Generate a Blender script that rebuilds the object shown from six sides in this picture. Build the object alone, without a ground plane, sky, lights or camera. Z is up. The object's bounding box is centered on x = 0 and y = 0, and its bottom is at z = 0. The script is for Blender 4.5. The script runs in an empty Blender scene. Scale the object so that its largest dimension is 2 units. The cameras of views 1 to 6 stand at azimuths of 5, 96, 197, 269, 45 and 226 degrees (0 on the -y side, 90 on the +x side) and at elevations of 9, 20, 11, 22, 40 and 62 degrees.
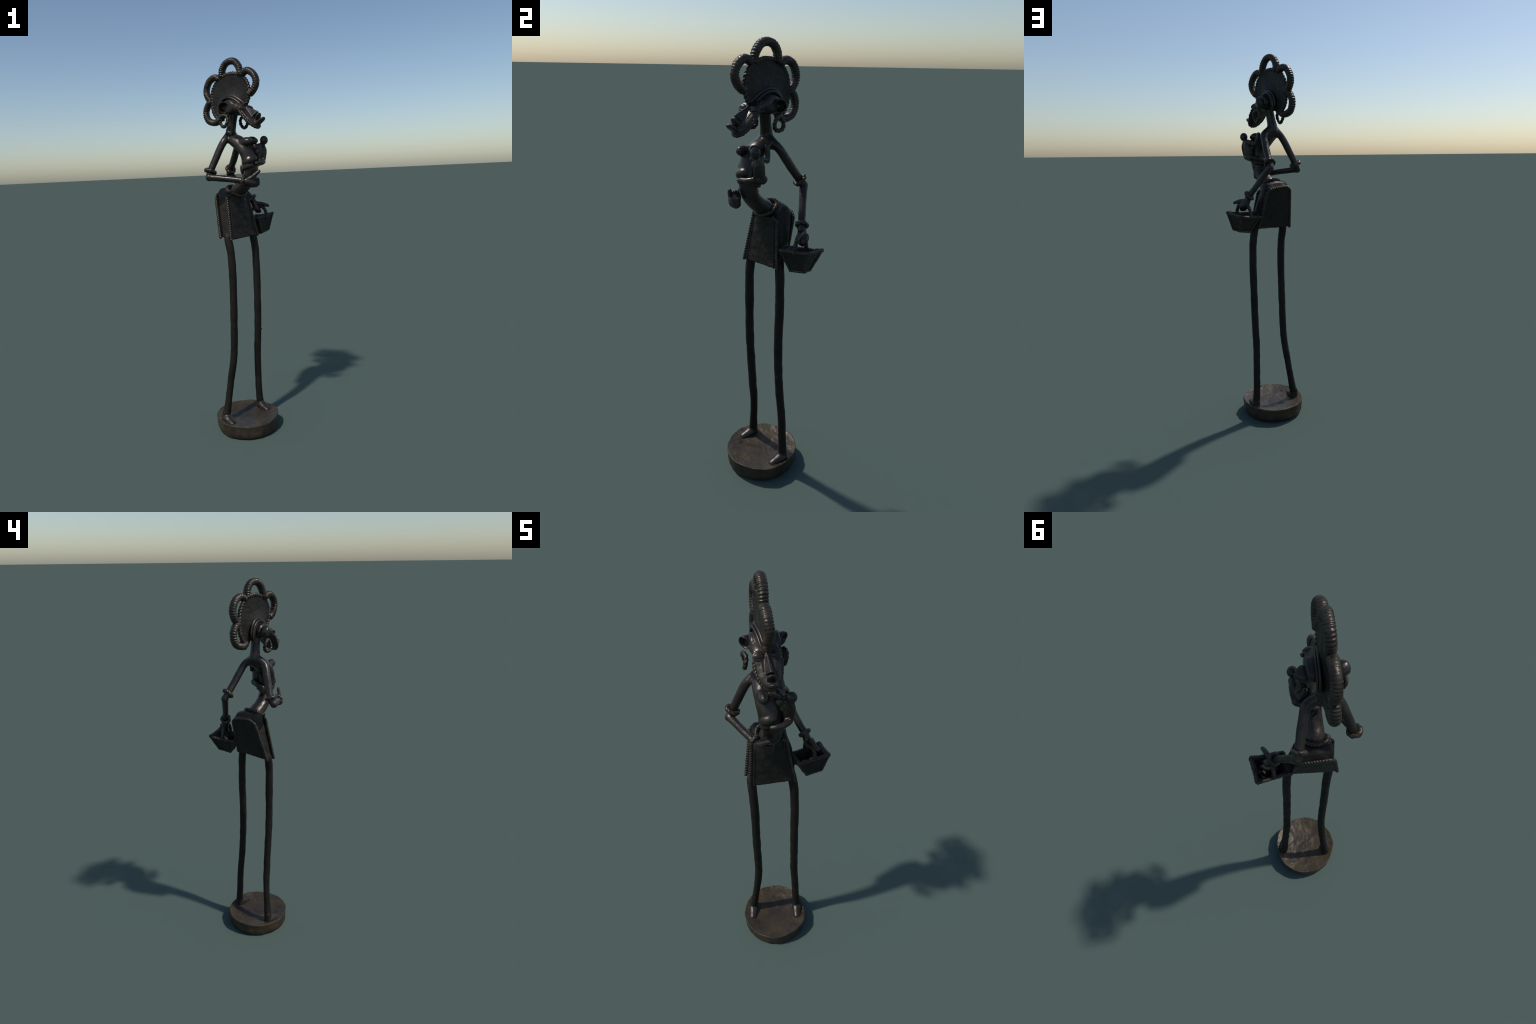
# Tall slender cast-bronze woman with a child on her hip and a basket, on a round foot.
import bpy, bmesh, math, random
import numpy as np
from mathutils import Vector, noise

random.seed(7)
ROOT_LABEL = "tall slender dark bronze woman carrying child and basket"

# ------------------------------------------------------------------ frames
S2 = math.sqrt(0.5)
def F(f, l, z):
    """figure frame: f = the way she faces, l = her left, z = up"""
    return (S2 * (f + l), S2 * (l - f), z)

HA = math.radians(54.5)
HF = np.array([math.sin(HA), -math.cos(HA), 0.0])
HL = np.array([math.cos(HA), math.sin(HA), 0.0])
HO = np.array([-0.0107, -0.0416, 0.0])
def H(hf, hl, z):
    """head frame: hf forward in the plane of the crest, hl to her left"""
    p = HO + HF * hf + HL * hl
    return (p[0], p[1], z)

# ------------------------------------------------------------------ small geometry kit
def catmull(pts, n):
    """n points evenly spaced along a smooth curve through pts (extra columns are carried)"""
    P = np.array(pts, float)
    if len(P) == 2:
        t = np.linspace(0, 1, n)[:, None]
        return P[0] * (1 - t) + P[1] * t
    Q = np.vstack([2 * P[0] - P[1], P, 2 * P[-1] - P[-2]])
    out = []
    for i in range(1, len(Q) - 2):
        p0, p1, p2, p3 = Q[i - 1], Q[i], Q[i + 1], Q[i + 2]
        for t in np.linspace(0, 1, 24, endpoint=False):
            out.append(0.5 * (2 * p1 + (p2 - p0) * t + (2 * p0 - 5 * p1 + 4 * p2 - p3) * t * t
                              + (3 * p1 - p0 - 3 * p2 + p3) * t ** 3))
    out.append(P[-1])
    out = np.array(out)
    d = np.r_[0, np.cumsum(np.linalg.norm(np.diff(out[:, :3], axis=0), axis=1))]
    s = np.linspace(0, d[-1], n)
    return np.stack([np.interp(s, d, out[:, k]) for k in range(out.shape[1])], 1)

def closed_catmull(pts, n):
    P = np.array(pts, float)
    k = len(P)
    out = []
    for i in range(k):
        p0, p1, p2, p3 = P[i - 1], P[i], P[(i + 1) % k], P[(i + 2) % k]
        for t in np.linspace(0, 1, 24, endpoint=False):
            out.append(0.5 * (2 * p1 + (p2 - p0) * t + (2 * p0 - 5 * p1 + 4 * p2 - p3) * t * t
                              + (3 * p1 - p0 - 3 * p2 + p3) * t ** 3))
    out.append(out[0])
    out = np.array(out)
    d = np.r_[0, np.cumsum(np.linalg.norm(np.diff(out, axis=0), axis=1))]
    s = np.linspace(0, d[-1], n + 1)[:-1]
    return np.stack([np.interp(s, d, out[:, j]) for j in range(3)], 1)

def frames(C, closed=False, up=None):
    """tangents and a twist-free pair of normals along the points C"""
    if closed:
        T = np.roll(C, -1, 0) - np.roll(C, 1, 0)
    else:
        T = np.gradient(C, axis=0)
    T /= np.linalg.norm(T, axis=1)[:, None] + 1e-12
    N = np.zeros_like(C)
    if up is not None:
        u = np.array(up, float)
        for i in range(len(C)):
            v = u - T[i] * (u @ T[i])
            N[i] = v / (np.linalg.norm(v) + 1e-9)
    else:
        a = np.array([0, 0, 1.0]) if abs(T[0][2]) < 0.8 else np.array([1.0, 0, 0])
        v = a - T[0] * (a @ T[0])
        N[0] = v / np.linalg.norm(v)
        for i in range(1, len(C)):
            v = N[i - 1] - T[i] * (N[i - 1] @ T[i])
            N[i] = v / np.linalg.norm(v)
    return T, N, np.cross(T, N)

class Soup:
    """vertices and faces gathered before they become a mesh"""
    def __init__(self):
        self.v, self.f = [], []
    def add(self, V, faces):
        o = len(self.v)
        self.v.extend([tuple(p) for p in V])
        self.f.extend([tuple(i + o for i in q) for q in faces])
        return self
    def grid(self, G, wrap_u=False, wrap_v=False, cap=True):
        """G[i][j] rows of points; j wraps if wrap_v, i wraps if wrap_u; ends capped with fans"""
        G = np.asarray(G)
        n, m = G.shape[:2]
        V = list(G.reshape(-1, 3))
        fc = []
        for i in range(n if wrap_u else n - 1):
            i2 = (i + 1) % n
            for j in range(m if wrap_v else m - 1):
                j2 = (j + 1) % m
                fc.append((i * m + j, i * m + j2, i2 * m + j2, i2 * m + j))
        if cap and wrap_v and not wrap_u:
            V.append(G[0].mean(0)); V.append(G[-1].mean(0))
            a, b = n * m, n * m + 1
            for j in range(m):
                j2 = (j + 1) % m
                fc.append((a, j2, j)); fc.append((b, (n - 1) * m + j, (n - 1) * m + j2))
        return self.add(V, fc)
    def tube(self, pts, r=None, seg=20, n=None, step=0.004, lateral=None, ratio=1.0, mod=None, closed=False, round_ends=True):
        """pts: (x,y,z) with r given, or (x,y,z,r).  lateral/ratio: flatten or widen along a fixed axis.
        mod(s, theta, u) multiplies the radius; s = length along, u = 0..1"""
        P = np.array(pts, float)
        if P.shape[1] == 3:
            P = np.c_[P, np.full(len(P), r)]
        if n is None:
            L = np.linalg.norm(np.diff(P[:, :3], axis=0), axis=1).sum()
            n = max(6, int(L / step))
        if closed:
            C = closed_catmull(P[:, :3], n); R = np.full(n, P[0, 3])
        else:
            C4 = catmull(P, n); C, R = C4[:, :3], C4[:, 3].copy()
        s = np.r_[0, np.cumsum(np.linalg.norm(np.diff(C, axis=0), axis=1))]
        T, N, B = frames(C, closed, lateral)
        if round_ends and not closed:
            k = 5
            e0 = [C[0] - T[0] * R[0] * math.sin(a) * 0.8 for a in np.linspace(math.pi / 2 * 0.92, 0, k, endpoint=False)]
            e1 = [C[-1] + T[-1] * R[-1] * math.sin(a) * 0.8 for a in np.linspace(math.pi / 2 * 0.92, 0, k, endpoint=False)][::-1]
            f0 = [R[0] * math.cos(a) for a in np.linspace(math.pi / 2 * 0.92, 0, k, endpoint=False)]
            C = np.vstack([e0, C, e1]); R = np.r_[f0, R, [R[-1] * x / R[0] for x in f0[::-1]]]
            T = np.vstack([[T[0]] * k, T, [T[-1]] * k]); N = np.vstack([[N[0]] * k, N, [N[-1]] * k])
            B = np.vstack([[B[0]] * k, B, [B[-1]] * k]); s = np.r_[[s[0]] * k, s, [s[-1]] * k]
        th = np.linspace(0, 2 * math.pi, seg, endpoint=False)
        rr = R[:, None] * np.ones(seg)
        if mod is not None:
            rr = rr * mod(s[:, None], th[None, :], (s / s.max())[:, None])
        G = C[:, None, :] + rr[..., None] * (np.cos(th)[None, :, None] * N[:, None, :] * ratio + np.sin(th)[None, :, None] * B[:, None, :])
        return self.grid(G, wrap_u=closed, wrap_v=True)
    def rope(self, pts, r, pitch=0.016, strands=2, depth=0.22, closed=False, seg=16, step=0.0018, wobble=0.05):
        ph = random.random() * 6.28
        def mod(s, th, u):
            a = np.abs(np.cos(0.5 * strands * (th - 2 * math.pi * s / pitch) + ph))
            return (1 - depth) + depth * 1.25 * a + wobble * np.sin(s * 190 + ph * 3) * np.sin(s * 77 + ph)
        return self.tube(pts, r, seg=seg, step=step, mod=mod, closed=closed)
    def ball(self, c, axes, seg=28, rings=18, squash=2.0):
        """ellipsoid with half axes given as three vectors; squash > 2 makes it boxier"""
        A = np.array(axes, float)
        if A.ndim == 1:
            A = np.diag(A)
        ph = np.linspace(-math.pi / 2, math.pi / 2, rings)
        th = np.linspace(0, 2 * math.pi, seg, endpoint=False)
        e = 2.0 / squash
        sg = lambda x: np.sign(x) * np.abs(x) ** e
        G = []
        for p in ph:
            x = sg(math.cos(p)) * sg(np.cos(th)); y = sg(math.cos(p)) * sg(np.sin(th)); z = sg(math.sin(p)) * np.ones(seg)
            G.append(np.array(c) + x[:, None] * A[0] + y[:, None] * A[1] + z[:, None] * A[2])
        return self.grid(np.array(G), wrap_v=True)
    def loft(self, rings):
        return self.grid(np.array(rings), wrap_v=True)

def mesh_from(soup, name):
    me = bpy.data.meshes.new(name)
    me.from_pydata([tuple(map(float, p)) for p in soup.v], [], soup.f)
    me.validate()
    bm = bmesh.new(); bm.from_mesh(me)
    bmesh.ops.remove_doubles(bm, verts=bm.verts, dist=1e-6)
    bmesh.ops.recalc_face_normals(bm, faces=bm.faces)
    bm.to_mesh(me); bm.free()
    return me

def get_co(me):
    a = np.empty(len(me.vertices) * 3); me.vertices.foreach_get("co", a); return a.reshape(-1, 3)
def set_co(me, V):
    me.vertices.foreach_set("co", np.asarray(V, float).ravel()); me.update()
def get_no(me):
    a = np.empty(len(me.vertices) * 3); me.vertices.foreach_get("normal", a); return a.reshape(-1, 3)

def laplace(me, it, k=0.5):
    V = get_co(me)
    E = np.empty(len(me.edges) * 2, int); me.edges.foreach_get("vertices", E); E = E.reshape(-1, 2)
    deg = np.bincount(E.ravel(), minlength=len(V))[:, None]
    for _ in range(it):
        S = np.zeros_like(V)
        np.add.at(S, E[:, 0], V[E[:, 1]]); np.add.at(S, E[:, 1], V[E[:, 0]])
        V = V + k * (S / np.maximum(deg, 1) - V)
    set_co(me, V)

def dent(me, amp, scale, seed=0.0, octaves=2):
    """hand-worked unevenness: shift vertices along their normals by smooth noise"""
    V, N = get_co(me), get_no(me)
    d = np.zeros(len(V))
    for o in range(octaves):
        q = V * scale * 2.1 ** o + seed + 17.3 * o
        d += np.array([noise.noise(p) for p in q]) * 0.55 ** o
    set_co(me, V + N * (amp * d)[:, None])

def fuse(soup, name, voxel, smooth=4):
    """weld overlapping pieces into one skin"""
    me = mesh_from(soup, name)
    ob = bpy.data.objects.new(name, me)
    bpy.context.scene.collection.objects.link(ob)
    m = ob.modifiers.new("weld", 'REMESH'); m.mode = 'VOXEL'; m.voxel_size = voxel; m.adaptivity = 0
    dg = bpy.context.evaluated_depsgraph_get()
    out = bpy.data.meshes.new_from_object(ob.evaluated_get(dg))
    bpy.data.objects.remove(ob); bpy.data.meshes.remove(me)
    laplace(out, smooth)
    return out

# ------------------------------------------------------------------ materials
def bronze(name, dark, light, rough=(0.34, 0.5), scale=14.0, stain=None, stain_amount=0.5, bump=0.12, bump_scale=220.0, metallic=0.0, spec=0.5, tint=(1, 0.93, 0.86)):
    m = bpy.data.materials.new(name); m.use_nodes = True
    nt = m.node_tree; N, L = nt.nodes, nt.links
    bs = N["Principled BSDF"]
    tc = N.new("ShaderNodeTexCoord")
    n1 = N.new("ShaderNodeTexNoise"); n1.inputs["Scale"].default_value = scale; n1.inputs["Detail"].default_value = 6; n1.inputs["Roughness"].default_value = 0.62
    L.new(tc.outputs["Object"], n1.inputs["Vector"])
    r1 = N.new("ShaderNodeValToRGB")
    r1.color_ramp.elements[0].position = 0.36; r1.color_ramp.elements[0].color = (*dark, 1)
    r1.color_ramp.elements[1].position = 0.66; r1.color_ramp.elements[1].color = (*light, 1)
    L.new(n1.outputs["Fac"], r1.inputs["Fac"])
    col = r1.outputs["Color"]
    if stain:
        n2 = N.new("ShaderNodeTexNoise"); n2.inputs["Scale"].default_value = scale * 0.8; n2.inputs["Detail"].default_value = 4
        mp = N.new("ShaderNodeMapping"); mp.inputs["Location"].default_value = (3.1, 1.7, 5.2)
        L.new(tc.outputs["Object"], mp.inputs["Vector"]); L.new(mp.outputs["Vector"], n2.inputs["Vector"])
        r2 = N.new("ShaderNodeValToRGB"); r2.color_ramp.elements[0].position = 0.52; r2.color_ramp.elements[1].position = 0.70
        L.new(n2.outputs["Fac"], r2.inputs["Fac"])
        mu = N.new("ShaderNodeMath"); mu.operation = 'MULTIPLY'; mu.inputs[1].default_value = stain_amount
        L.new(r2.outputs["Color"], mu.inputs[0])
        mx = N.new("ShaderNodeMix"); mx.data_type = 'RGBA'
        L.new(mu.outputs[0], mx.inputs["Factor"]); L.new(col, mx.inputs[6]); mx.inputs[7].default_value = (*stain, 1)
        col = mx.outputs[2]
    L.new(col, bs.inputs["Base Color"])
    n3 = N.new("ShaderNodeTexNoise"); n3.inputs["Scale"].default_value = scale * 3; n3.inputs["Detail"].default_value = 5
    L.new(tc.outputs["Object"], n3.inputs["Vector"])
    mr = N.new("ShaderNodeMapRange"); mr.inputs["From Min"].default_value = 0.3; mr.inputs["From Max"].default_value = 0.7
    mr.inputs["To Min"].default_value = rough[0]; mr.inputs["To Max"].default_value = rough[1]
    L.new(n3.outputs["Fac"], mr.inputs["Value"]); L.new(mr.outputs["Result"], bs.inputs["Roughness"])
    n4 = N.new("ShaderNodeTexNoise"); n4.inputs["Scale"].default_value = bump_scale; n4.inputs["Detail"].default_value = 3
    L.new(tc.outputs["Object"], n4.inputs["Vector"])
    bp = N.new("ShaderNodeBump"); bp.inputs["Strength"].default_value = bump; bp.inputs["Distance"].default_value = 0.002
    L.new(n4.outputs["Fac"], bp.inputs["Height"]); L.new(bp.outputs["Normal"], bs.inputs["Normal"])
    bs.inputs["Metallic"].default_value = metallic
    bs.inputs["Specular IOR Level"].default_value = spec
    bs.inputs["Specular Tint"].default_value = (*tint, 1)
    return m

M_SKIN = bronze("polished_dark_bronze", (0.011, 0.0090, 0.0075), (0.024, 0.0195, 0.0160), rough=(0.27, 0.43), bump=0.06, spec=0.48)
M_CLOTH = bronze("dull_dark_bronze", (0.0085, 0.0078, 0.0068), (0.0175, 0.0155, 0.0130), rough=(0.43, 0.60), bump=0.3, bump_scale=160, spec=0.30, stain=(0.027, 0.0215, 0.0150), stain_amount=0.7)
M_ROPE = bronze("glint_lightened_bronze_rope", (0.011, 0.0088, 0.0070), (0.034, 0.0265, 0.0195), rough=(0.30, 0.46), bump=0.12, scale=26, spec=0.46, tint=(1, 0.88, 0.76))  # light colour and tint warmed to paint in the loops' brownish highlights
M_BRASS = bronze("brassy_worn_bronze", (0.013, 0.0105, 0.008), (0.030, 0.024, 0.017), rough=(0.30, 0.42), stain=(0.085, 0.062, 0.026), stain_amount=0.6, scale=30, bump=0.1, spec=0.45)
M_BASE = bronze("brown_cast_bronze", (0.021, 0.0160, 0.0112), (0.043, 0.0335, 0.0235), rough=(0.36, 0.55), stain=(0.060, 0.043, 0.019), stain_amount=0.55, scale=12, bump=0.35, bump_scale=120, spec=0.33)
M_FOOT = bronze("rubbed_brown_bronze", (0.0115, 0.0095, 0.0075), (0.026, 0.021, 0.016), rough=(0.30, 0.44), bump=0.15, spec=0.45)
M_LEG = bronze("blackened_bronze", (0.0080, 0.0068, 0.0055), (0.0150, 0.0127, 0.0104), rough=(0.50, 0.64), bump=0.15, spec=0.25)

# ------------------------------------------------------------------ object tree
scene = bpy.context.scene
root = bpy.data.objects.new("bronze_statuette", None)
scene.collection.objects.link(root)
root["label"] = ROOT_LABEL
root["category"] = "figurine"

def place(me, name, mat, parent=None, smooth=True):
    ob = bpy.data.objects.new(name, me)
    scene.collection.objects.link(ob)
    me.materials.clear(); me.materials.append(mat)
    me.polygons.foreach_set("use_smooth", [smooth] * len(me.polygons))
    ob.parent = parent or root
    return ob

def build(name, mat, soup, parent=None, dents=None):
    me = mesh_from(soup, name)
    if dents:
        dent(me, *dents)
    return place(me, name, mat, parent)

def split(me, parts, parent=None, mats=None):
    """cut one skin into named parts: parts = {name: mask(centres) -> bool}, first match wins.
    Border vertices coincide and every part keeps the whole skin's normals."""
    V, N = get_co(me), get_no(me)
    nf = len(me.polygons)
    cen = np.empty(nf * 3); me.polygons.foreach_get("center", cen); cen = cen.reshape(-1, 3)
    left = np.ones(nf, bool)
    polys = [tuple(p.vertices) for p in me.polygons]
    made = []
    for name, mat, mask, par in parts:
        sel = left & mask(cen); left &= ~sel
        ids = np.nonzero(sel)[0]
        if len(ids) == 0:
            made.append(None); continue
        fs = [polys[i] for i in ids]
        used = sorted({v for q in fs for v in q}); back = {v: i for i, v in enumerate(used)}
        m = bpy.data.meshes.new(name)
        m.from_pydata([tuple(V[v]) for v in used], [], [tuple(back[v] for v in q) for q in fs])
        pr = par if not isinstance(par, int) else made[par]
        ob = place(m, name, mat, pr)
        m.normals_split_custom_set_from_vertices([tuple(N[v]) for v in used])
        made.append(ob)
    bpy.data.meshes.remove(me)
    return made

def near_segment(a, b):
    """distance from face centres to a segment"""
    a, b = np.array(a), np.array(b)
    def d(c):
        t = np.clip(((c - a) @ (b - a)) / ((b - a) @ (b - a)), 0, 1)
        return np.linalg.norm(c - a - t[:, None] * (b - a), axis=1)
    return d
def near_path(pts):
    seg = [near_segment(p, q) for p, q in zip(pts[:-1], pts[1:])]
    return lambda c: np.min([s(c) for s in seg], axis=0)

# ================================================================== base
BC, BR, BT = np.array([-0.004, -0.044]), 0.1735, 0.0755
def base_ring(k, z, w=1.0, flat=0.0):
    """uneven disc outline scaled by k"""
    th = np.linspace(0, 2 * math.pi, 144, endpoint=False)
    out = []
    for t in th:
        c, s = math.cos(t), math.sin(t)
        r = BR * k * (1 + w * (0.026 * noise.noise((c * 1.7, s * 1.7, 2.0)) + 0.016 * noise.noise((c * 5, s * 5, 7.0 + z * 14)) + 0.012 * math.cos(2 * (t + 0.75))))
        zz = z + flat * noise.noise((c * 2 + 5, s * 2, 1.0))
        out.append((BC[0] + r * c, BC[1] + r * s, zz))
    return out
b = Soup()
prof = [(0.30, 0.001), (0.80, 0.0), (0.910, 0.0), (0.942, 0.006), (0.966, 0.016), (0.978, 0.030), (0.978, 0.044), (0.983, 0.058), (0.992, 0.068), (0.996, 0.0735),
        (0.988, 0.0780), (0.972, 0.0775), (0.95, 0.0755), (0.88, 0.0725), (0.75, 0.0680), (0.6, 0.0630), (0.4, 0.0590), (0.2, 0.0575)]
b.loft([base_ring(k, z) for k, z in prof])
base_me = fuse(b, "base", 0.0032, 2)
dent(base_me, 0.0023, 26, 3.0, 3)
V = get_co(base_me); V[:, 2] -= V[:, 2].min(); set_co(base_me, V)
place(base_me, "base", M_BASE)

# ================================================================== legs and feet
LEG_R = [(-0.1173, -0.1015, 0.068), (-0.1008, -0.0984, 0.17), (-0.0800, -0.0942, 0.30), (-0.0587, -0.0986, 0.42), (-0.0481, -0.1050, 0.55),
         (-0.0424, -0.1111, 0.70), (-0.0379, -0.1126, 0.85), (-0.0410, -0.1130, 1.0), (-0.0530, -0.1075, 1.080), (-0.053, -0.100, 1.100)]
LEG_L = [(0.0616, 0.0686, 0.068), (0.0577, 0.0649, 0.17), (0.0574, 0.0583, 0.30), (0.0615, 0.0480, 0.42), (0.0695, 0.0397, 0.55),
         (0.0743, 0.0356, 0.70), (0.0765, 0.0372, 0.85), (0.0747, 0.0363, 1.0), (0.0650, 0.0320, 1.085), (0.052, 0.028, 1.115)]
TOE_R, TOE_L = (-0.060, -0.165, 0.078), (0.121, 0.003, 0.079)
def limb(path, toe, side):
    s = Soup()
    rad = [0.0218, 0.0194, 0.0194, 0.0196, 0.0196, 0.0200, 0.0204, 0.0208, 0.0208, 0.0185]
    s.tube([(*p, r) for p, r in zip(path, rad)], seg=24, step=0.006)
    a, t = np.array(path[0]), np.array(toe)
    d = (t - a) / np.linalg.norm(t - a)
    side_v = np.array([-d[1], d[0], 0])
    pts = [tuple(a + d * k + np.array([0, 0, h])) + (r,) for k, h, r in
           ((-0.010, 0.000, 0.016), (0.0, 0.010, 0.021), (0.016, 0.011, 0.0215), (0.036, 0.002, 0.0195), (0.056, -0.005, 0.017), (0.070, -0.010, 0.0145))]
    s.tube(pts, seg=24, step=0.004, lateral=tuple(side_v), ratio=1.25)
    s.tube([(*(a + np.array([0, 0, -0.01])), 0.024), (*(a + np.array([0, 0, 0.02])), 0.0215), (*(a + np.array([0, 0, 0.045])), 0.0195)], seg=20)
    me = fuse(s, "leg", 0.0032, 5)
    dent(me, 0.0016, 16, 11.0 + side, 2)
    split(me, [("leg", M_LEG, lambda c: c[:, 2] > 0.105, None), ("foot", M_FOOT, lambda c: c[:, 2] > -1, 0)])
limb(LEG_R, TOE_R, 0)
limb(LEG_L, TOE_L, 5)
# sprue stub left on the shin
build("casting_nub", M_LEG, Soup().ball((0.0885, 0.0335, 0.545), (0.005, 0.004, 0.006), 12, 8))

# ================================================================== skirt
FBR, FBL = np.array([-0.036, -0.135, 1.077]), np.array([0.090, 0.026, 1.081])
BBR, BBL = np.array([-0.092, -0.102, 1.088]), np.array([0.034, 0.053, 1.098])
FTR, FTL = np.array([-0.053, -0.088, 1.318]), np.array([0.043, 0.017, 1.300])
BTR, BTL = np.array([-0.117, -0.030, 1.317]), np.array([-0.027, 0.081, 1.303])
def ring4(fr, fl, bl, br, inset=0.0, power=5.0, n=80, belly=(0.0, 0.0)):
    """rounded four-cornered ring through the corners"""
    c = (fr + fl + bl + br) / 4
    out = []
    for t in np.linspace(0, 2 * math.pi, n, endpoint=False):
        x, y = math.cos(t), math.sin(t)
        k = (abs(x) ** power + abs(y) ** power) ** (-1 / power)
        u, v = 0.5 + 0.5 * x * k * (1 - inset), 0.5 + 0.5 * y * k * (1 - inset)
        p = (fr * (1 - u) + fl * u) * (1 - v) + (br * (1 - u) + bl * u) * v
        side = (fl + bl - fr - br) / 2
        p = p + side / np.linalg.norm(side) * (belly[0] if x > 0 else -belly[1]) * (max(0, abs(2 * u - 1) - 0.6) / 0.4) * (1 - (2 * v - 1) ** 2)
        out.append(p)
    return out
def lerp(a, b, t): return a * (1 - t) + b * t
BELT_C = np.array([-0.0050, -0.0372, 1.322])
def belt_point(t, r=0.044, dz=0.0, grow=1.0):
    """belt loop: low in front, high behind; t = angle, 0 = the way she faces"""
    f, l = math.cos(t) * r * 0.92 * grow, math.sin(t) * r * 1.06 * grow
    x = BELT_C + np.array(F(f, l, 0.0))
    x[2] += -0.58 * f - 0.03 * l + dz
    return x
sk = Soup()
rings = []
for t in np.linspace(0, 1, 14):
    rings.append(ring4(lerp(FBR, FTR, t), lerp(FBL, FTL, t), lerp(BBL, BTL, t), lerp(BBR, BTR, t), inset=0.02, power=6, belly=(0.009 + 0.014 * math.sin(math.pi * min(1, t * 1.1)), -0.001)))
top = np.array(rings[-1])
bell = np.array([belt_point(a, 0.043) for a in np.linspace(0, 2 * math.pi, 80, endpoint=False)])
# match the belt loop's start to the ring's start by direction from the middle
cm = top.mean(0)
ang = lambda P: np.unwrap(np.arctan2(P[:, 1] - P[:, 1].mean(), P[:, 0] - P[:, 0].mean()))
at = np.mod(np.arctan2(top[:, 1] - cm[1], top[:, 0] - cm[0]), 2 * math.pi)
def belt_at(a):
    d = np.array([math.cos(a), math.sin(a)])
    return belt_point(math.atan2(d @ np.array([S2, S2]), d @ np.array([S2, -S2])), 0.043)
bell = np.array([belt_at(a) for a in at])
for k, up in ((0.25, 0.020), (0.5, 0.022), (0.75, 0.014), (1.0, 0.0)):
    q = top * (1 - k) + bell * k
    q[:, 2] += up * (1 - 0.3 * k)
    rings.append(list(q))
sk.loft(rings)
skirt_me = fuse(sk, "skirt", 0.003, 6)
dent(skirt_me, 0.0015, 30, 21, 2)
skirt = place(skirt_me, "skirt", M_CLOTH)

def panel(corners, outward, thick, round_top, bulge, top_bulge=0.0, nu=44, nv=54):
    """stiff cloth panel: bilinear sheet with thickness, rounded upper corners, slight bulge"""
    br, bl, tl, tr = corners
    n = np.cross(bl - br, tr - br); n /= np.linalg.norm(n)
    if n @ outward < 0: n = -n
    G = np.zeros((nv, nu, 3))
    for j, v in enumerate(np.linspace(0, 1, nv)):
        cut = 0.0
        if v > 1 - round_top:
            q = (v - (1 - round_top)) / round_top
            cut = 0.30 * (1 - math.sqrt(max(0, 1 - q * q)))
        for i, u in enumerate(np.linspace(cut, 1 - cut, nu)):
            p = (br * (1 - u) + bl * u) * (1 - v) + (tr * (1 - u) + tl * u) * v
            G[j, i] = p + n * bulge * 4 * u * (1 - u) * (0.3 + 0.7 * math.sin(math.pi * min(1, v * 1.05))) + n * top_bulge * math.sin(math.pi * u) ** 1.3 * v ** 2.2 - np.array([0, 0, 0.016 * math.sin(math.pi * u) * v ** 6 if top_bulge else 0])
    s = Soup()
    A, B = G + n * thick / 2, G - n * thick / 2
    ringed = []
    for j in range(nv):
        ringed.append(np.vstack([A[j], B[j][::-1]]))
    s.loft(ringed)
    return s, G, n

OUT_B = np.array(F(-1, 0, 0)); OUT_F = np.array(F(1, 0, 0))
s, GB, nB = panel((BBR, BBL, BTL + np.array([0, 0, 0.003]), BTR + np.array([0, 0, 0.003])), OUT_B, 0.009, 0.14, 0.004)
me = fuse(s, "back_panel", 0.0028, 3); dent(me, 0.0012, 40, 5, 2)
back_panel = place(me, "back_panel", M_CLOTH, skirt)
s, GF, nF = panel((FBR, FBL, FTL, FTR), OUT_F, 0.009, 0.10, 0.006, 0.030)
me = fuse(s, "front_panel", 0.0028, 3); dent(me, 0.0018, 34, 9, 2)
front_panel = place(me, "front_panel", M_CLOTH, skirt)

def edge(G, side, off):
    k = range(0, G.shape[0], 4)
    if side == 'r': return [tuple(G[j, 0] + off) for j in k]
    if side == 'l': return [tuple(G[j, -1] + off) for j in k]
    if side == 't': return [tuple(G[-1, i] + off) for i in range(0, G.shape[1], 4)]
o = nB * 0.003
arch = edge(GB, 'r', o) + edge(GB, 't', o)[1:-1] + edge(GB, 'l', o)[::-1]
build("panel_rope", M_ROPE, Soup().rope(arch, 0.0076, pitch=0.023, depth=0.3), back_panel)
o = nF * 0.003
build("panel_rope", M_ROPE, Soup().rope(edge(GF, 'r', o), 0.0076, pitch=0.024, depth=0.3), front_panel)
build("panel_rope", M_ROPE, Soup().rope(edge(GF, 'l', o), 0.0076, pitch=0.024, depth=0.3), front_panel)
# raised hem line just inside the ropes
for i in (4, -5):
    build("panel_ridge", M_CLOTH, Soup().tube([tuple(GF[j, i] + nF * 0.0045) for j in range(0, 50, 4)], 0.0032, seg=10), front_panel)
# belt
belt = [tuple(belt_point(a, 0.047, 0.004)) for a in np.linspace(0, 2 * math.pi, 20, endpoint=False)]
build("belt", M_ROPE, Soup().rope(belt, 0.0090, pitch=0.026, closed=True, depth=0.25), None)
build("belt_knot", M_ROPE, Soup().ball(belt_point(math.radians(-75), 0.049, 0.006), (0.013, 0.012, 0.010), 18, 12), None)

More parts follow.
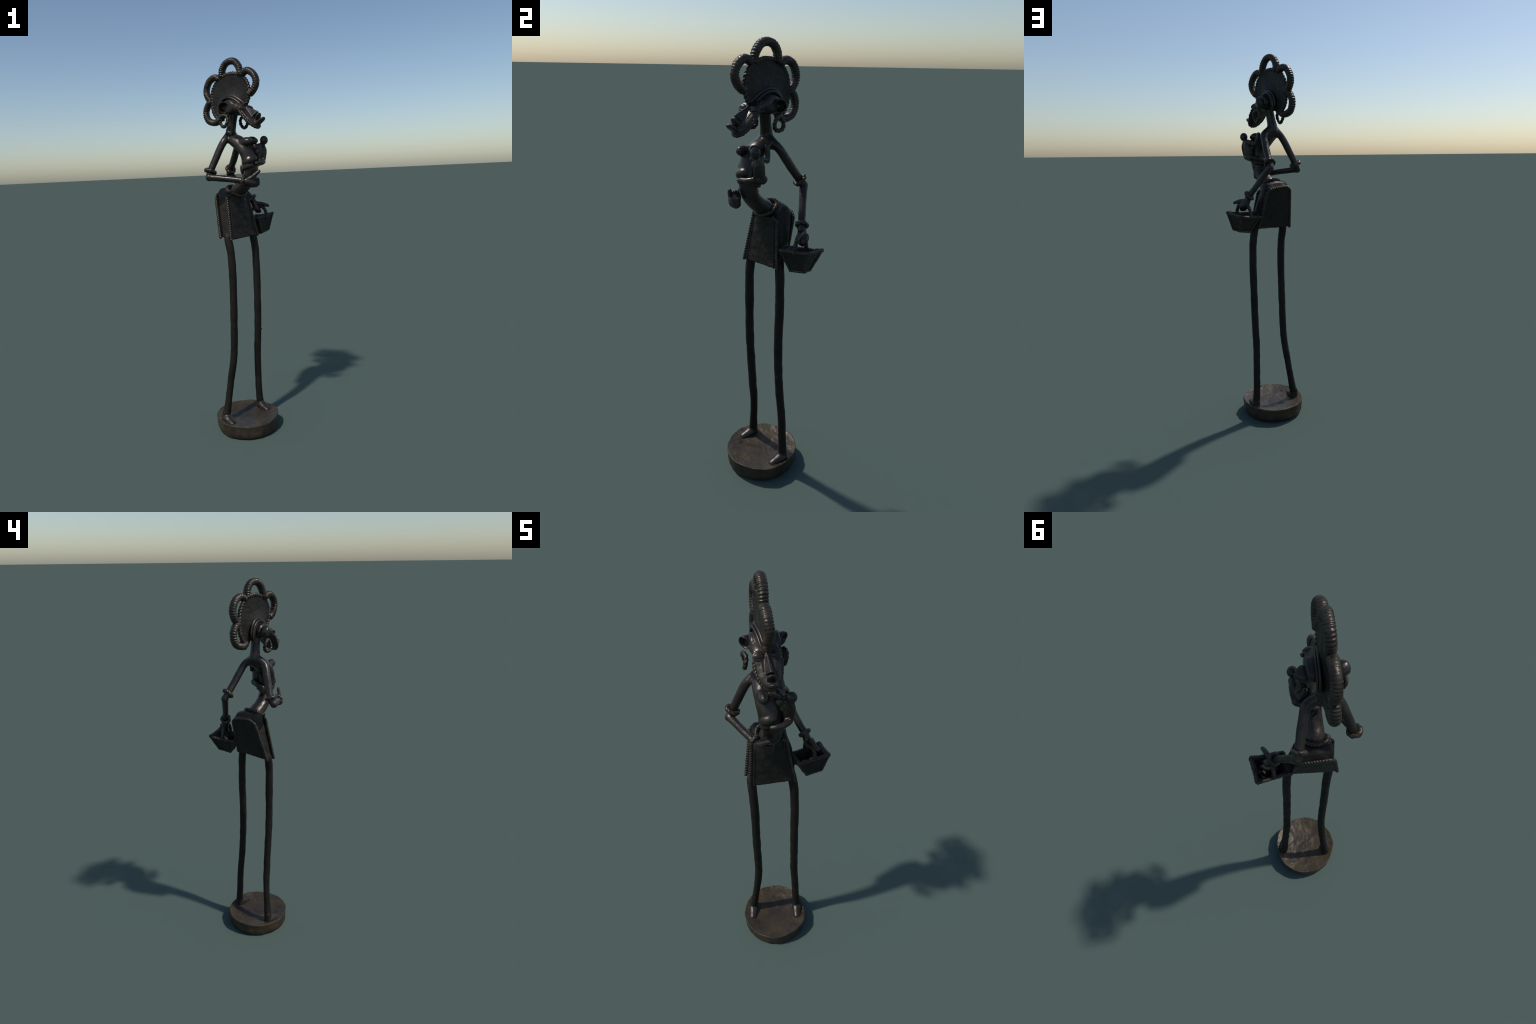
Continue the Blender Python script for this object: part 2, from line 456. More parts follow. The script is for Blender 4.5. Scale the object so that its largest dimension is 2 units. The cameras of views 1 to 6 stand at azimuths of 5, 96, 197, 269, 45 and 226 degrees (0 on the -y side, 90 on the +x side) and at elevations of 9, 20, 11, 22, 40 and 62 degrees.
# ================================================================== torso, neck, arms, breasts
TORSO = [  # f, l, z, radius fore-aft, radius sideways
    (0.016, -0.029, 1.300, 0.036, 0.044), (0.032, -0.028, 1.325, 0.037, 0.043), (0.069, -0.024, 1.348, 0.035, 0.040), (0.102, -0.020, 1.376, 0.034, 0.0375),
    (0.123, -0.015, 1.405, 0.034, 0.038), (0.131, -0.012, 1.435, 0.035, 0.040), (0.129, -0.017, 1.470, 0.036, 0.046), (0.125, -0.022, 1.505, 0.034, 0.046),
    (0.108, -0.029, 1.540, 0.034, 0.046), (0.072, -0.037, 1.572, 0.035, 0.046), (0.032, -0.041, 1.595, 0.029, 0.044), (0.020, -0.042, 1.615, 0.026, 0.030)]
R_SH, R_EL, R_WR = (-0.046, -0.0915, 1.588), (-0.129, -0.133, 1.403), (0.049, -0.165, 1.379)
L_SH, L_EL, L_WR = (0.016, 0.008, 1.588), (-0.055, 0.117, 1.417), (0.063, 0.121, 1.272)
body = Soup()
tc = catmull([F(a, l_, z) + (rf, rl) for a, l_, z, rf, rl in TORSO], 60)
T, N_, B_ = frames(tc[:, :3], up=F(-0.21, 1, 0))
th = np.linspace(0, 2 * math.pi, 40, endpoint=False)
body.loft([tc[i, :3] + tc[i, 4] * np.cos(th)[:, None] * N_[i] + tc[i, 3] * np.sin(th)[:, None] * B_[i] for i in range(60)])
# neck
body.tube([(*F(0.022, -0.042, 1.588), 0.024), (*F(0.018, -0.043, 1.610), 0.0300), (*F(0.017, -0.042, 1.634), 0.0265), (*F(0.025, -0.038, 1.675), 0.0230), (*F(0.034, -0.033, 1.720), 0.0240), (*F(0.036, -0.032, 1.745), 0.025)], seg=32)
# shoulders
body.tube([(*F(0.027, -0.090, 1.594), 0.0175), (*F(0.025, -0.076, 1.602), 0.0200), (*F(0.018, -0.052, 1.620), 0.022), (*F(0.018, -0.044, 1.640), 0.021)], seg=24)
body.tube([(*F(0.008, 0.006, 1.594), 0.0180), (*F(0.011, -0.008, 1.602), 0.0200), (*F(0.014, -0.030, 1.618), 0.022), (*F(0.018, -0.040, 1.640), 0.021)], seg=24)
body.tube([(*R_SH, 0.017), (*F(0.022, -0.042, 1.594), 0.022), (*L_SH, 0.017)], seg=24)
# arms
body.tube([(*F(0.019, -0.058, 1.613), 0.0195), (*F(0.027, -0.083, 1.597), 0.0190), (-0.0525, -0.0928, 1.578, 0.0188), (-0.0710, -0.0985, 1.546, 0.0190), (-0.0940, -0.1055, 1.498, 0.0185), (-0.1250, -0.1155, 1.432, 0.0180), (*R_EL, 0.0182)], seg=24)
body.tube([(*R_EL, 0.0185), (-0.08, -0.143, 1.397, 0.0168), (-0.01, -0.156, 1.388, 0.0160), (*R_WR, 0.0165)], seg=24)
body.ball(R_EL, (0.0205, 0.0205, 0.0205))
body.tube([(*F(0.015, -0.026, 1.613), 0.0195), (*F(0.010, 0.000, 1.598), 0.0190), (0.0105, 0.0155, 1.577, 0.0190), (-0.0015, 0.0360, 1.545, 0.0192), (-0.0205, 0.0650, 1.497, 0.0190), (-0.0500, 0.1035, 1.437, 0.0180), (*L_EL, 0.0185)], seg=24)
body.tube([(*L_EL, 0.0185), (-0.018, 0.1175, 1.375, 0.0168), (0.025, 0.1185, 1.318, 0.0160), (*L_WR, 0.0160)], seg=24)
body.ball(L_EL, (0.0195, 0.0195, 0.0195))
# right hand: half-closed fist, forefinger raised
fist = [(0.052, -0.166, 1.378, 0.0175), (0.070, -0.166, 1.374, 0.021), (0.092, -0.158, 1.366, 0.023), (0.110, -0.146, 1.362, 0.019)]
body.tube(fist, seg=24)
body.tube([(0.068, -0.172, 1.382, 0.013), (0.096, -0.173, 1.398, 0.0115), (0.120, -0.171, 1.416, 0.0100), (0.131, -0.169, 1.424, 0.0085)], seg=18)
for k in range(3):
    zz = 1.384 - 0.012 * k
    body.tube([(0.094, -0.172 + 0.004 * k, zz, 0.0085), (0.118, -0.160 + 0.004 * k, zz + 0.001, 0.0085), (0.122, -0.143, zz, 0.0085), (0.106, -0.134, zz, 0.0075)], seg=14)
# left hand: closed on the basket handle, thumb out
body.tube([(*L_WR, 0.0165), (0.073, 0.123, 1.248, 0.0185), (0.086, 0.126, 1.222, 0.021), (0.094, 0.127, 1.207, 0.018)], seg=24)
body.tube([(0.082, 0.122, 1.246, 0.014), (0.110, 0.116, 1.244, 0.0125), (0.138, 0.109, 1.238, 0.0105), (0.152, 0.106, 1.233, 0.0085)], seg=18)
for k in range(3):
    w = (k - 1) * 0.012
    p = np.array([0.086, 0.127, 1.222]) + np.array([0.75, -0.25, -0.35]) * w
    body.tube([(p[0] + 0.006, p[1] + 0.016, p[2] + 0.012, 0.0075), (p[0] + 0.008, p[1] + 0.017, p[2] - 0.006, 0.0078), (p[0] + 0.008, p[1] + 0.004, p[2] - 0.019, 0.0075)], seg=14)
# breasts
body.tube([(*F(0.075, -0.046, 1.560), 0.022), (*F(0.115, -0.044, 1.570), 0.0225), (*F(0.143, -0.040, 1.574), 0.0225), (*F(0.154, -0.038, 1.574), 0.0185)], seg=28)
body.tube([(*F(0.075, -0.018, 1.562), 0.022), (*F(0.110, 0.000, 1.577), 0.0215), (*F(0.128, 0.014, 1.580), 0.0200), (*F(0.138, 0.024, 1.577), 0.0130)], seg=28)
# belly roll
body.ball(F(0.136, -0.024, 1.480), np.array([F(0.040, 0.0, 0.010), F(0, 0.042, 0.007), F(-0.006, 0, 0.029)]))
body_me = fuse(body, "torso", 0.0021, 15)
dent(body_me, 0.0007, 45, 31, 2)
d_r = near_path([R_SH, (-0.094, -0.1055, 1.498), (-0.125, -0.1155, 1.432), R_EL, (-0.01, -0.156, 1.388), R_WR])
d_l = near_path([L_SH, (-0.0205, 0.065, 1.497), (-0.05, 0.1035, 1.437), L_EL, (0.025, 0.1185, 1.318), L_WR])
d_hr = near_path([R_WR, (0.092, -0.160, 1.372), (0.131, -0.165, 1.40)])
d_hl = near_path([L_WR, (0.09, 0.126, 1.21), (0.152, 0.106, 1.233)])
rb, lb = np.array(F(0.142, -0.041, 1.575)), np.array(F(0.128, 0.012, 1.580))
split(body_me, [
    ("torso", M_SKIN, lambda c: (c[:, 2] < 1.60) & (d_r(c) > 0.030) & (d_l(c) > 0.030) & (d_hr(c) > 0.034) & (d_hl(c) > 0.036)
        & (np.linalg.norm(c - rb, axis=1) > 0.030) & (np.linalg.norm(c - lb, axis=1) > 0.028), None),
    ("hand", M_SKIN, lambda c: (d_hr(c) < 0.040) & ((c - np.array(R_WR)) @ np.array([0.97, 0.02, -0.1]) > 0.004), None),
    ("hand", M_SKIN, lambda c: (d_hl(c) < 0.040) & ((c - np.array(L_WR)) @ np.array([0.25, 0.08, -0.96]) > 0.004), None),
    ("breast", M_SKIN, lambda c: np.linalg.norm(c - rb, axis=1) <= 0.030, 0),
    ("breast", M_SKIN, lambda c: np.linalg.norm(c - lb, axis=1) <= 0.028, 0),
    ("arm", M_SKIN, lambda c: d_r(c) <= 0.030, None),
    ("arm", M_SKIN, lambda c: d_l(c) <= 0.030, None),
    ("neck", M_SKIN, lambda c: c[:, 2] > -1, None)])

# bracelets: thick rings bound above each elbow and at each wrist
def bracelet(c, axis, R, r, turns=1, pitch=0.02):
    ax = Vector(axis).normalized()
    u = ax.orthogonal().normalized(); w = ax.cross(u)
    s = Soup()
    for k in range(turns):
        ph = random.random() * 6
        off = (k - (turns - 1) / 2) * r * 1.5
        pts = []
        for t in np.linspace(0, 2 * math.pi, 16, endpoint=False):
            rr = R * (1 + 0.06 * math.sin(2 * t + ph))
            p = Vector(c) + u * (math.cos(t) * rr) + w * (math.sin(t) * rr) + ax * (off + 0.004 * math.sin(t + ph))
            pts.append(tuple(p))
        s.rope(pts, r, pitch=pitch, closed=True, depth=0.20, wobble=0.12)
    return build("bracelet", M_BRASS, s)
bracelet((-0.125, -0.117, 1.433), (0.46, 0.12, 1.0), 0.0225, 0.0105, 1, 0.036)
bracelet((0.046, -0.1645, 1.380), (1.0, -0.10, -0.05), 0.0195, 0.0090, 1, 0.034)
bracelet((-0.047, 0.100, 1.442), (0.55, -0.70, 1.0), 0.0225, 0.0094, 1, 0.034)
bracelet((0.062, 0.121, 1.274), (0.62, 0.03, -0.8), 0.0205, 0.0098, 1, 0.036)

# ================================================================== head
FACE_O = np.array([0.091, 1.738]); FACE_D = np.array([0.65, -0.76]); FACE_N = np.array([0.76, 0.65])
def face(t, hl, out):
    """point on the long tilted face: t down the face from the eyes, out of its plane"""
    p = FACE_O + FACE_D * t + FACE_N * out
    return H(p[0], hl - 0.0005, p[1])
hd = Soup()
# skull: barrel lying across the head
sk_r = []
for x, k in ((-0.053, 0.55), (-0.051, 0.80), (-0.045, 0.93), (-0.032, 1.0), (0.0, 1.03), (0.042, 1.0), (0.055, 0.93), (0.061, 0.80), (0.063, 0.55)):
    ring = []
    for t in np.linspace(0, 2 * math.pi, 40, endpoint=False):
        a, c_ = math.cos(t), math.sin(t)
        ring.append(H(0.018 + a * (0.046 if a > 0 else 0.050) * k, x, 1.750 + c_ * (0.040 if c_ > 0 else 0.036) * k))
    sk_r.append(ring)
hd.loft(sk_r)
# forehead joining skull and face
hd.ball(H(0.062, -0.002, 1.746), np.array([HF * 0.040 + np.array([0, 0, -0.014]), HL * 0.051, np.array([0, 0, 0.026]) + HF * 0.008]), squash=2.6)
# face shield
rows = []
for t, w, o, th_ in ((-0.030, 0.040, -0.004, 0.020), (-0.012, 0.048, 0.0, 0.022), (0.010, 0.0495, 0.002, 0.022), (0.035, 0.048, 0.004, 0.020), (0.060, 0.0455, 0.006, 0.018),
                     (0.082, 0.0435, 0.008, 0.017), (0.100, 0.037, 0.009, 0.016), (0.115, 0.028, 0.008, 0.015), (0.124, 0.018, 0.005, 0.013), (0.129, 0.009, 0.001, 0.010)):
    ring = []
    for a in np.linspace(0, 2 * math.pi, 40, endpoint=False):
        c_, s_ = math.cos(a), math.sin(a)
        e = 0.7
        x = math.copysign(abs(c_) ** e, c_) * w; y = math.copysign(abs(s_) ** e, s_)
        bulge = o * (1 - (x / w) ** 2) * 1.3
        ring.append(face(t, x, (bulge + 0.004 if y > 0 else 0) + y * (0.006 if y > 0 else th_) ))
    rows.append(ring)
hd.loft(rows)
# cheek folds beside the nose
for sgn in (-1, 1):
    hd.tube([face(0.026, sgn * 0.026, 0.008), face(0.050, sgn * 0.024, 0.010), face(0.075, sgn * 0.021, 0.011)], 0.0065, seg=14)
# nose: long wedge
rows = []
for t in np.linspace(0, 1, 12):
    tt = -0.012 + 0.088 * t
    outr = 0.012 + 0.043 * t
    wb, wt = 0.011 + 0.010 * t, 0.0045 + 0.002 * t
    rows.append([face(tt, -wb, -0.004), face(tt, -wb * 0.85, outr * 0.35), face(tt, -wt, outr * 0.9), face(tt, -wt * 0.5, outr), face(tt, wt * 0.5, outr), face(tt, wt, outr * 0.9), face(tt, wb * 0.85, outr * 0.35), face(tt, wb, -0.004)])
hd.loft(rows)
# eyes with lids
for sgn in (-1, 1):
    hd.ball(face(0.006, sgn * 0.0315, 0.013), np.array([HL * 0.0195, np.array(face(0.0125, 0, 0)) - np.array(face(0, 0, 0)), np.array(face(0, 0, 0.0095)) - np.array(face(0, 0, 0))]))
    lid = [face(0.006 + math.sin(a) * 0.0150, sgn * 0.0315 + math.cos(a) * 0.0210, 0.0145 - 0.004 * abs(math.cos(a))) for a in np.linspace(0, 2 * math.pi, 16, endpoint=False)]
    hd.tube(lid, 0.0033, seg=10, closed=True, n=60)
# lips: two thick tongues round an open mouth
def lip(t0, o0, t1, o1, w, th_):
    """flat rounded tongue from (t0,o0) to (t1,o1)"""
    a, b_ = np.array([t0, o0]), np.array([t1, o1])
    ax = (b_ - a) / 2; nrm = np.array([-ax[1], ax[0]]); nrm = nrm / np.linalg.norm(nrm) * th_
    m = (a + b_) / 2
    c = np.array(face(m[0], 0, m[1]))
    hd.ball(c, np.array([np.array(face(*[m[0] + ax[0], 0, m[1] + ax[1]])) - c, HL * w, np.array(face(m[0] + nrm[0], 0, m[1] + nrm[1])) - c]), squash=2.3)
hd.ball(face(0.106, 0, 0.012), np.array([HL * 0.021, np.array(face(0.016, 0, 0)) - np.array(face(0, 0, 0)), np.array(face(0, 0, 0.013)) - np.array(face(0, 0, 0))]))
lip(0.103, 0.010, 0.086, 0.056, 0.0185, 0.0078)
lip(0.113, -0.002, 0.124, 0.062, 0.0200, 0.0095)
hd.tube([face(0.093, -0.0165, 0.010), face(0.106, -0.0185, 0.014), face(0.116, -0.016, 0.012)], 0.0050, seg=12)
hd.tube([face(0.093, 0.0165, 0.010), face(0.106, 0.0185, 0.014), face(0.116, 0.016, 0.012)], 0.0050, seg=12)
hd.ball(face(0.117, 0, 0.008), np.array([HL * 0.018, np.array(face(0.014, 0, 0)) - np.array(face(0, 0, 0)), np.array(face(0, 0, 0.014)) - np.array(face(0, 0, 0))]))
head_me = fuse(hd, "head", 0.0017, 3)
dent(head_me, 0.0006, 60, 41, 2)
head = place(head_me, "head", M_SKIN)

# beard-like braid round the jaw
jaw = [face(0.020, -0.0490, -0.002), face(0.046, -0.0485, -0.004), face(0.075, -0.0440, -0.005), face(0.102, -0.0345, -0.004), face(0.120, -0.021, -0.003), face(0.128, 0.0, -0.002),
       face(0.120, 0.021, -0.003), face(0.102, 0.0345, -0.004), face(0.075, 0.0440, -0.005), face(0.046, 0.0485, -0.004), face(0.020, 0.0490, -0.002)]
build("jaw_braid", M_ROPE, Soup().rope(jaw, 0.0078, pitch=0.025, depth=0.28, wobble=0.1), head)

# ears: hollow cups facing outwards; hoops below
for sgn, eb, ez, rf, rz, rx in ((-1, 0.040, 1.749, 0.010, 1.682, 0.071), (1, 0.052, 1.747, 0.015, 1.682, 0.081)):
    s = Soup()
    rows = []
    ax, e1 = (0.58, sgn * 0.81), (0.81, -sgn * 0.58)      # the cup opens forwards and outwards
    def ear_point(x, u, v):
        return H(-0.012 + ax[0] * x + e1[0] * u, sgn * eb + ax[1] * x + e1[1] * u, ez + v)
    for r, x in ((0.010, -0.006), (0.021, 0.000), (0.0265, 0.010), (0.0285, 0.022), (0.0285, 0.031), (0.0262, 0.0345), (0.0230, 0.031), (0.0205, 0.020), (0.016, 0.012), (0.004, 0.010)):
        rows.append([ear_point(x + (0.007 * math.sin(t) - 0.003 * math.cos(t)) * r / 0.028, math.cos(t) * r * 0.95, math.sin(t) * r * 0.98) for t in np.linspace(0, 2 * math.pi, 40, endpoint=False)])
    s.loft(rows)
    s.ball(ear_point(0.013, 0.002, -0.002), (0.009, 0.009, 0.012))
    me = mesh_from(s, "ear"); dent(me, 0.0016, 60, 50 + sgn, 2)
    ear = place(me, "ear", M_SKIN, head)
    hoop = []
    for t in np.linspace(0, 2 * math.pi, 16, endpoint=False):
        x = math.sin(t)
        hoop.append(H(rf + 0.0262 * math.cos(t), sgn * rx + 0.004 * math.sin(t * 2), rz + 0.0285 * x))
    build("earring", M_ROPE, Soup().rope(hoop, 0.0086, pitch=0.032, closed=True, depth=0.24), ear)

# ------------------------------------------------------------------ crest
RIM = [(-0.060, 1.698), (-0.092, 1.706), (-0.117, 1.730), (-0.130, 1.768), (-0.131, 1.812), (-0.120, 1.856), (-0.092, 1.892), (-0.050, 1.914), (0.004, 1.921), (0.056, 1.912),
       (0.096, 1.890), (0.120, 1.856), (0.127, 1.820), (0.121, 1.788), (0.104, 1.760)]
rim = catmull([(a, 0.0, z) for a, z in RIM], 120)
s = Soup()
core = np.array([0.005, 0.0, 1.765])
rows = []
# disc: thin at the rim, flaring towards the skull below
for k in np.linspace(1.0, 0.0, 26):
    P = core + (rim - core) * k
    rows.append(P)
rows = np.array(rows)
def flare(P):
    d = np.hypot((P[:, 0] - 0.012) / 0.085, (P[:, 2] - 1.75) / 0.085)
    lo = np.clip(1.25 - d, 0, 1)
    return 0.0062 + 0.034 * lo ** 1.6 * np.clip((0.11 - P[:, 0]) / 0.08, 0, 1)
ringsL = [[H(p[0], fl, p[2]) for p, fl in zip(P, flare(P))] for P in rows]
ringsR = [[H(p[0], -fl, p[2]) for p, fl in zip(P, flare(P))] for P in rows]
s.grid(np.array(ringsL), cap=False); s.grid(np.array(ringsR), cap=False)
s.grid(np.array([ringsL[0], ringsR[0]]), cap=False)
closeL = [[q[0], q[-1]] for q in (ringsL)]
s.grid(np.array([[l[0], r[0]] for l, r in zip(ringsL, ringsR)]), cap=False)
s.grid(np.array([[l[-1], r[-1]] for l, r in zip(ringsL, ringsR)]), cap=False)
me = fuse(s, "crest_disc", 0.0024, 2)
dent(me, 0.0010, 70, 61, 3)
crest = place(me, "crest_disc", M_CLOTH)
build("crest_rope", M_ROPE, Soup().rope([H(a, 0.0, z) for a, z in RIM], 0.0102, pitch=0.030, depth=0.28, wobble=0.08), crest)

# hair bands: two ridges each side arching over the skull, meeting at the brow
for sgn in (-1, 1):
    for k, (h, w) in enumerate(((0.0, 0.0), (-0.010, 0.0085))):
        pts = []
        for a, z, x in ((-0.052, 1.712, 0.024), (-0.065, 1.744, 0.024), (-0.054, 1.782, 0.024), (-0.024, 1.806, 0.023), (0.012, 1.810, 0.020), (0.046, 1.798, 0.015), (0.076, 1.778, 0.010), (0.097, 1.760, 0.003)):
            pts.append(H(a * (1 + h * 6), sgn * (x + w), z + h))
        build("hair_band", M_SKIN, Soup().tube(pts, 0.0075 if k == 0 else 0.0065, seg=16, lateral=tuple(HL), ratio=0.8), crest)
# hair wedge filling between the bands and the disc
s = Soup()
rows = []
for a, z, x in ((-0.055, 1.712, 0.022), (-0.058, 1.745, 0.022), (-0.049, 1.778, 0.022), (-0.022, 1.800, 0.021), (0.012, 1.804, 0.018), (0.044, 1.793, 0.013), (0.072, 1.775, 0.010), (0.092, 1.758, 0.005)):
    rows.append([H(a, -x - 0.006, z), H(a, x + 0.006, z), H(0.3 * a + 0.012, x + 0.006, 0.3 * z + 0.7 * 1.735), H(0.3 * a + 0.012, -x - 0.006, 0.3 * z + 0.7 * 1.735)])
s.loft(rows)
build("hair_wedge", M_SKIN, s, crest)

# coiled hair loops round the crest
def coil(pts, seed):
    rnd = random.Random(seed)
    ph, ph2 = rnd.random() * 6, rnd.random() * 6
    def mod(s, th, u):
        worn = 0.55 + 0.45 * np.sin(s * 31 + th + ph) * np.sin(s * 13 + ph2)
        return 1 + 0.085 * worn * np.sin(2 * math.pi * s / 0.0104 + 0.9 * np.sin(th + ph) + 0.5 * np.sin(s * 60)) - 0.02 + 0.02 * np.sin(s * 45 + ph)
    s = Soup()
    s.tube([H(a, x, z) for a, x, z in pts], 0.0168, seg=32, step=0.0012, lateral=tuple(HL), ratio=1.14, mod=mod)
    return build("hair_loop", M_ROPE, s, crest, (0.0009, 110, float(seed), 2))
coil([(-0.058, 0.005, 1.914), (-0.056, 0.005, 1.932), (-0.050, 0.005, 1.952), (-0.030, 0.005, 1.974), (0.004, 0.004, 1.983), (0.038, 0.002, 1.975), (0.062, 0.000, 1.951), (0.072, -0.001, 1.927), (0.074, -0.001, 1.912)], 1)
coil([(0.092, -0.002, 1.908), (0.104, -0.004, 1.916), (0.128, -0.005, 1.918), (0.158, -0.005, 1.901), (0.176, -0.003, 1.872), (0.173, -0.002, 1.845), (0.157, -0.002, 1.822), (0.136, -0.001, 1.808)], 2)
coil([(-0.080, 0.002, 1.906), (-0.094, 0.004, 1.915), (-0.118, 0.005, 1.918), (-0.150, 0.005, 1.904), (-0.171, 0.005, 1.872), (-0.172, 0.004, 1.842), (-0.160, 0.003, 1.818), (-0.144, 0.002, 1.803)], 3)
coil([(-0.144, 0.001, 1.797), (-0.162, 0.001, 1.784), (-0.178, 0.000, 1.758), (-0.178, -0.001, 1.728), (-0.162, -0.002, 1.702), (-0.134, -0.003, 1.690), (-0.106, -0.004, 1.688), (-0.084, -0.004, 1.697)], 4)

# ================================================================== child on her left hip
ch = Soup()
C_HEAD = np.array(F(0.153, 0.064, 1.580))
ch.ball(C_HEAD, (0.0208, 0.0208, 0.0225))
ch.tube([(*F(0.150, 0.060, 1.570), 0.012), (*F(0.140, 0.058, 1.552), 0.013)], seg=18)
ch.tube([(*F(0.131, 0.054, 1.552), 0.019), (*F(0.127, 0.053, 1.525), 0.0235), (*F(0.123, 0.049, 1.495), 0.0245), (*F(0.114, 0.044, 1.468), 0.0235)], seg=26)
ch.ball(F(0.128, 0.022, 1.548), (0.019, 0.019, 0.022))
ch.ball(F(0.126, 0.034, 1.525), (0.021, 0.021, 0.028))
ch.ball(F(0.103, 0.044, 1.468), (0.0215, 0.0215, 0.0205))
ch.ball(F(0.136, 0.048, 1.470), (0.020, 0.020, 0.018))
arm_b = [F(0.118, 0.060, 1.552), F(0.092, 0.050, 1.544), F(0.074, 0.038, 1.538), F(0.064, 0.028, 1.560), F(0.060, 0.018, 1.594)]
ch.tube([(*p, 0.0105) for p in arm_b], seg=16)
arm_f = [F(0.146, 0.066, 1.552), F(0.152, 0.070, 1.528), F(0.152, 0.066, 1.500), F(0.150, 0.060, 1.478)]
ch.tube([(*p, 0.0088) for p in arm_f], seg=16)
leg_f = [F(0.130, 0.050, 1.470), F(0.152, 0.054, 1.472), F(0.170, 0.030, 1.467), F(0.178, 0.000, 1.465), F(0.176, -0.016, 1.463)]
ch.tube([(*p, r) for p, r in zip(leg_f, (0.016, 0.0135, 0.0125, 0.0115, 0.0095))], seg=18)
leg_b = [F(0.104, 0.042, 1.468), F(0.090, 0.024, 1.464), F(0.082, -0.004, 1.458), F(0.085, -0.032, 1.450)]
ch.tube([(*p, r) for p, r in zip(leg_b, (0.018, 0.0155, 0.0135, 0.012))], seg=18)
foot_b = [F(0.085, -0.032, 1.450), F(0.084, -0.030, 1.425), F(0.084, -0.016, 1.405)]
ch.tube([(*p, r) for p, r in zip(foot_b, (0.012, 0.0115, 0.0085))], seg=16)
child_me = fuse(ch, "child", 0.0017, 10)
dent(child_me, 0.0007, 60, 71, 2)
da, dfm = near_path(arm_b[1:]), near_path(arm_f[1:])
dlf, dlb = near_path(leg_f[1:]), near_path(leg_b[1:] + foot_b)
split(child_me, [
    ("child", M_SKIN, lambda c: (np.linalg.norm(c - C_HEAD, axis=1) > 0.0245) & (da(c) > 0.0135) & (dfm(c) > 0.0110) & (dlf(c) > 0.0155) & (dlb(c) > 0.0172), None),
    ("head", M_SKIN, lambda c: np.linalg.norm(c - C_HEAD, axis=1) <= 0.0245, 0),
    ("arm", M_SKIN, lambda c: da(c) <= 0.0135, 0),
    ("arm", M_SKIN, lambda c: dfm(c) <= 0.0110, 0),
    ("leg", M_SKIN, lambda c: dlf(c) <= 0.0155, 0),
    ("leg", M_SKIN, lambda c: c[:, 2] > -1, 0)])
# carrying cloth round the mother's waist
wrap = []
for t in np.linspace(0, 2 * math.pi, 24, endpoint=False):
    wrap.append(F(0.126 + 0.036 * math.cos(t) - 0.006 * math.sin(t), -0.013 + 0.043 * math.sin(t), 1.449 + 0.008 * math.cos(t)))
build("carrying_cloth", M_SKIN, Soup().tube(wrap, 0.0065, seg=18, closed=True, n=140, lateral=(0, 0, 1), ratio=2.1), None, (0.001, 50, 4.0, 2))

# ================================================================== basket
P1, P2, P3, P4 = (np.array(p) for p in ((0.172, 0.157, 1.187), (0.074, 0.211, 1.172), (0.018, 0.080, 1.158), (0.101, 0.036, 1.172)))
Q1, Q2, Q3, Q4 = (np.array(p) for p in ((0.147, 0.142, 1.097), (0.098, 0.164, 1.090), (0.070, 0.100, 1.079), (0.111, 0.082, 1.086)))
def quad_ring(c, n=12):
    out = []
    for i in range(4):
        a, b_ = c[i], c[(i + 1) % 4]
        out += [a * (1 - t) + b_ * t for t in np.linspace(0, 1, n, endpoint=False)]
    return out
Pc, Qc = [P1, P2, P3, P4], [Q1, Q2, Q3, Q4]
def level(t, shrink):
    c = [q * (1 - t) + p * t for p, q in zip(Pc, Qc)]
    m = sum(c) / 4
    out = []
    for p in c:
        d = p - m; d[2] *= 0
        out.append(p - d / np.linalg.norm(d) * shrink)
    return quad_ring(out)
s = Soup()
rows = [level(0, 0.0)] + [level(t, 0.0) for t in (0.15, 0.4, 0.7, 1.0)] + [level(t, 0.016) for t in (1.0, 0.7, 0.4, 0.16)]
s.loft(rows)
me = fuse(s, "basket", 0.0024, 3); dent(me, 0.0022, 45, 81, 2)
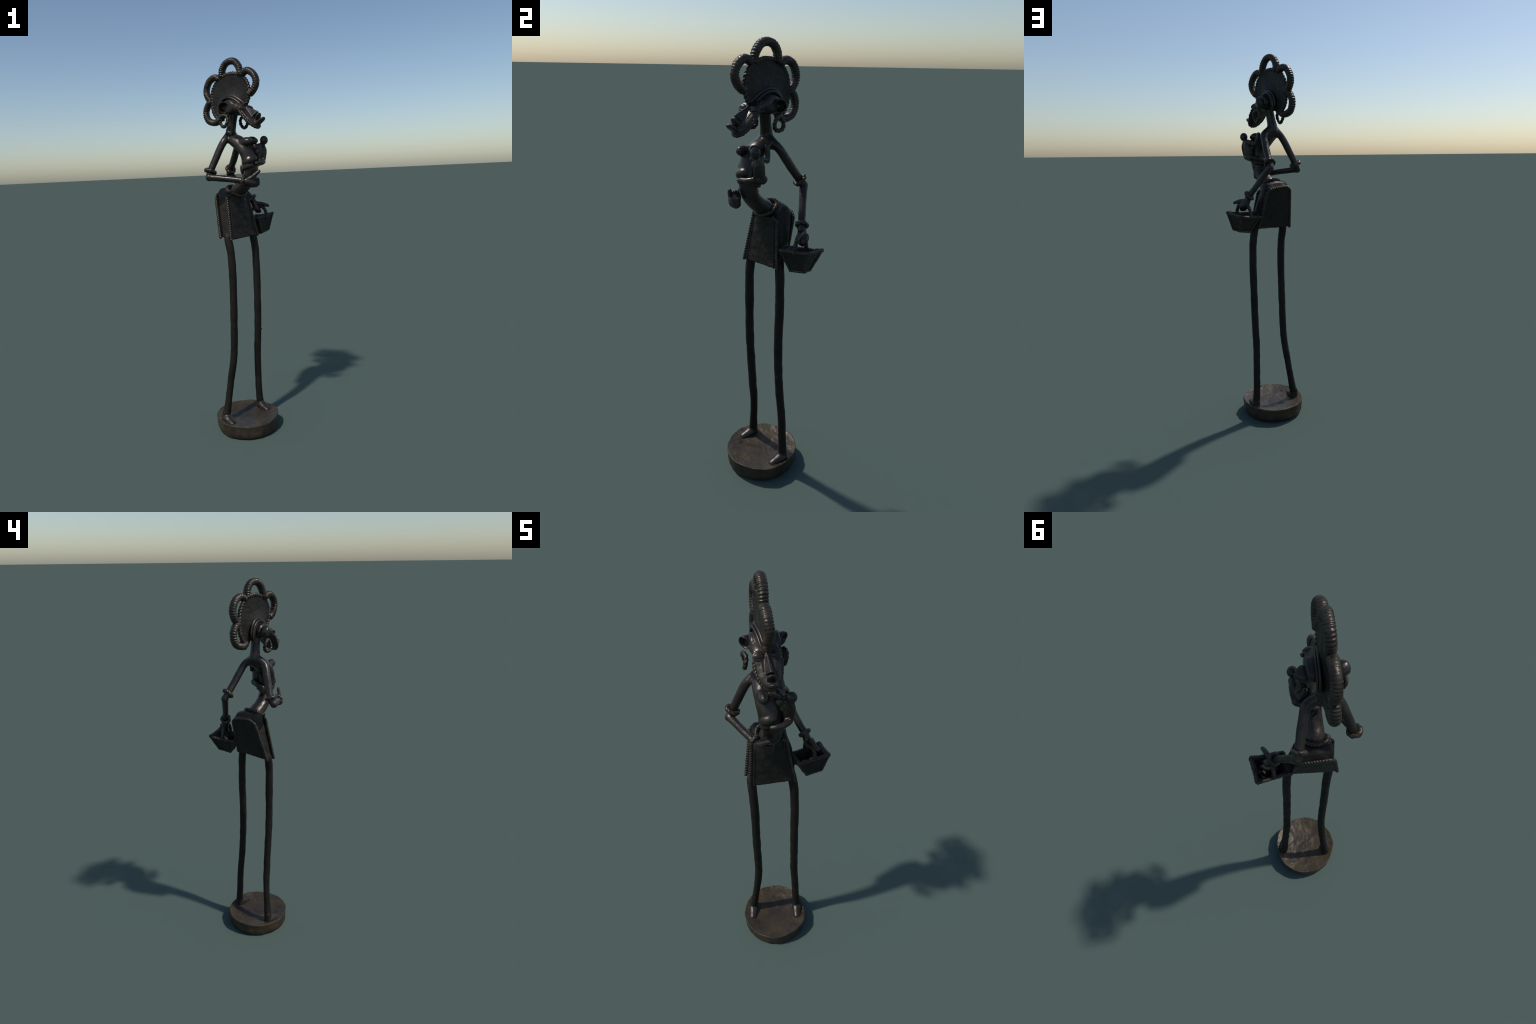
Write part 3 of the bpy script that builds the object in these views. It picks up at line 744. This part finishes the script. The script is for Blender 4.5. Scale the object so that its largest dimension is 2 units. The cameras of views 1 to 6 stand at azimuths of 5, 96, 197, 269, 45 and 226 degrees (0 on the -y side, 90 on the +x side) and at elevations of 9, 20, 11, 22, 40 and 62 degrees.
basket = place(me, "basket", M_CLOTH)
def line(a, b_, k=6, sag=0.0):
    return [tuple(a * (1 - t) + b_ * t + np.array([0, 0, -sag * 4 * t * (1 - t)])) for t in np.linspace(0, 1, k)]
rimp = []
for a, b_ in ((P1, P2), (P2, P3), (P3, P4), (P4, P1)):
    rimp += line(a, b_, 6, 0.003)[:-1]
build("basket_rope", M_ROPE, Soup().rope(rimp, 0.0080, pitch=0.022, closed=True, depth=0.25, wobble=0.1), basket)
for p, q in zip(Pc, Qc):
    build("basket_rope", M_ROPE, Soup().rope(line(p, q, 5), 0.0058, pitch=0.018, depth=0.25, wobble=0.1), basket)
botp = []
for a, b_ in ((Q1, Q2), (Q2, Q3), (Q3, Q4), (Q4, Q1)):
    botp += line(a, b_, 5)[:-1]
build("basket_rope", M_ROPE, Soup().rope(botp, 0.0056, pitch=0.018, closed=True, depth=0.22, wobble=0.1), basket)
hnd = [(0.139, 0.098, 1.172), (0.138, 0.100, 1.198), (0.124, 0.107, 1.224), (0.097, 0.120, 1.232), (0.068, 0.132, 1.222), (0.051, 0.139, 1.198), (0.046, 0.143, 1.166)]
build("basket_handle", M_ROPE, Soup().rope(hnd, 0.0095, pitch=0.024, depth=0.25), basket)
# what she carries: a few smooth lumps
for c, ax in (((0.112, 0.132, 1.148), np.array([(0.020, 0.014, 0.006), (-0.007, 0.011, 0.0), (0, -0.004, 0.011)])),
              ((0.086, 0.098, 1.136), np.array([(0.016, 0.0, 0.0), (0, 0.019, 0.0), (0, 0, 0.011)])),
              ((0.118, 0.158, 1.138), np.array([(0.015, 0.0, 0.0), (0, 0.013, 0.0), (0, 0, 0.010)]))):
    build("fruit", M_SKIN, Soup().ball(c, ax), basket)
# blob of metal joining the basket's near end to the skirt
build("basket_tie", M_CLOTH, Soup().tube([(0.026, 0.060, 1.160, 0.011), (0.042, 0.053, 1.174, 0.015), (0.060, 0.047, 1.174, 0.014), (0.080, 0.043, 1.164, 0.010)], seg=18), basket, (0.0025, 60, 9.0, 2))
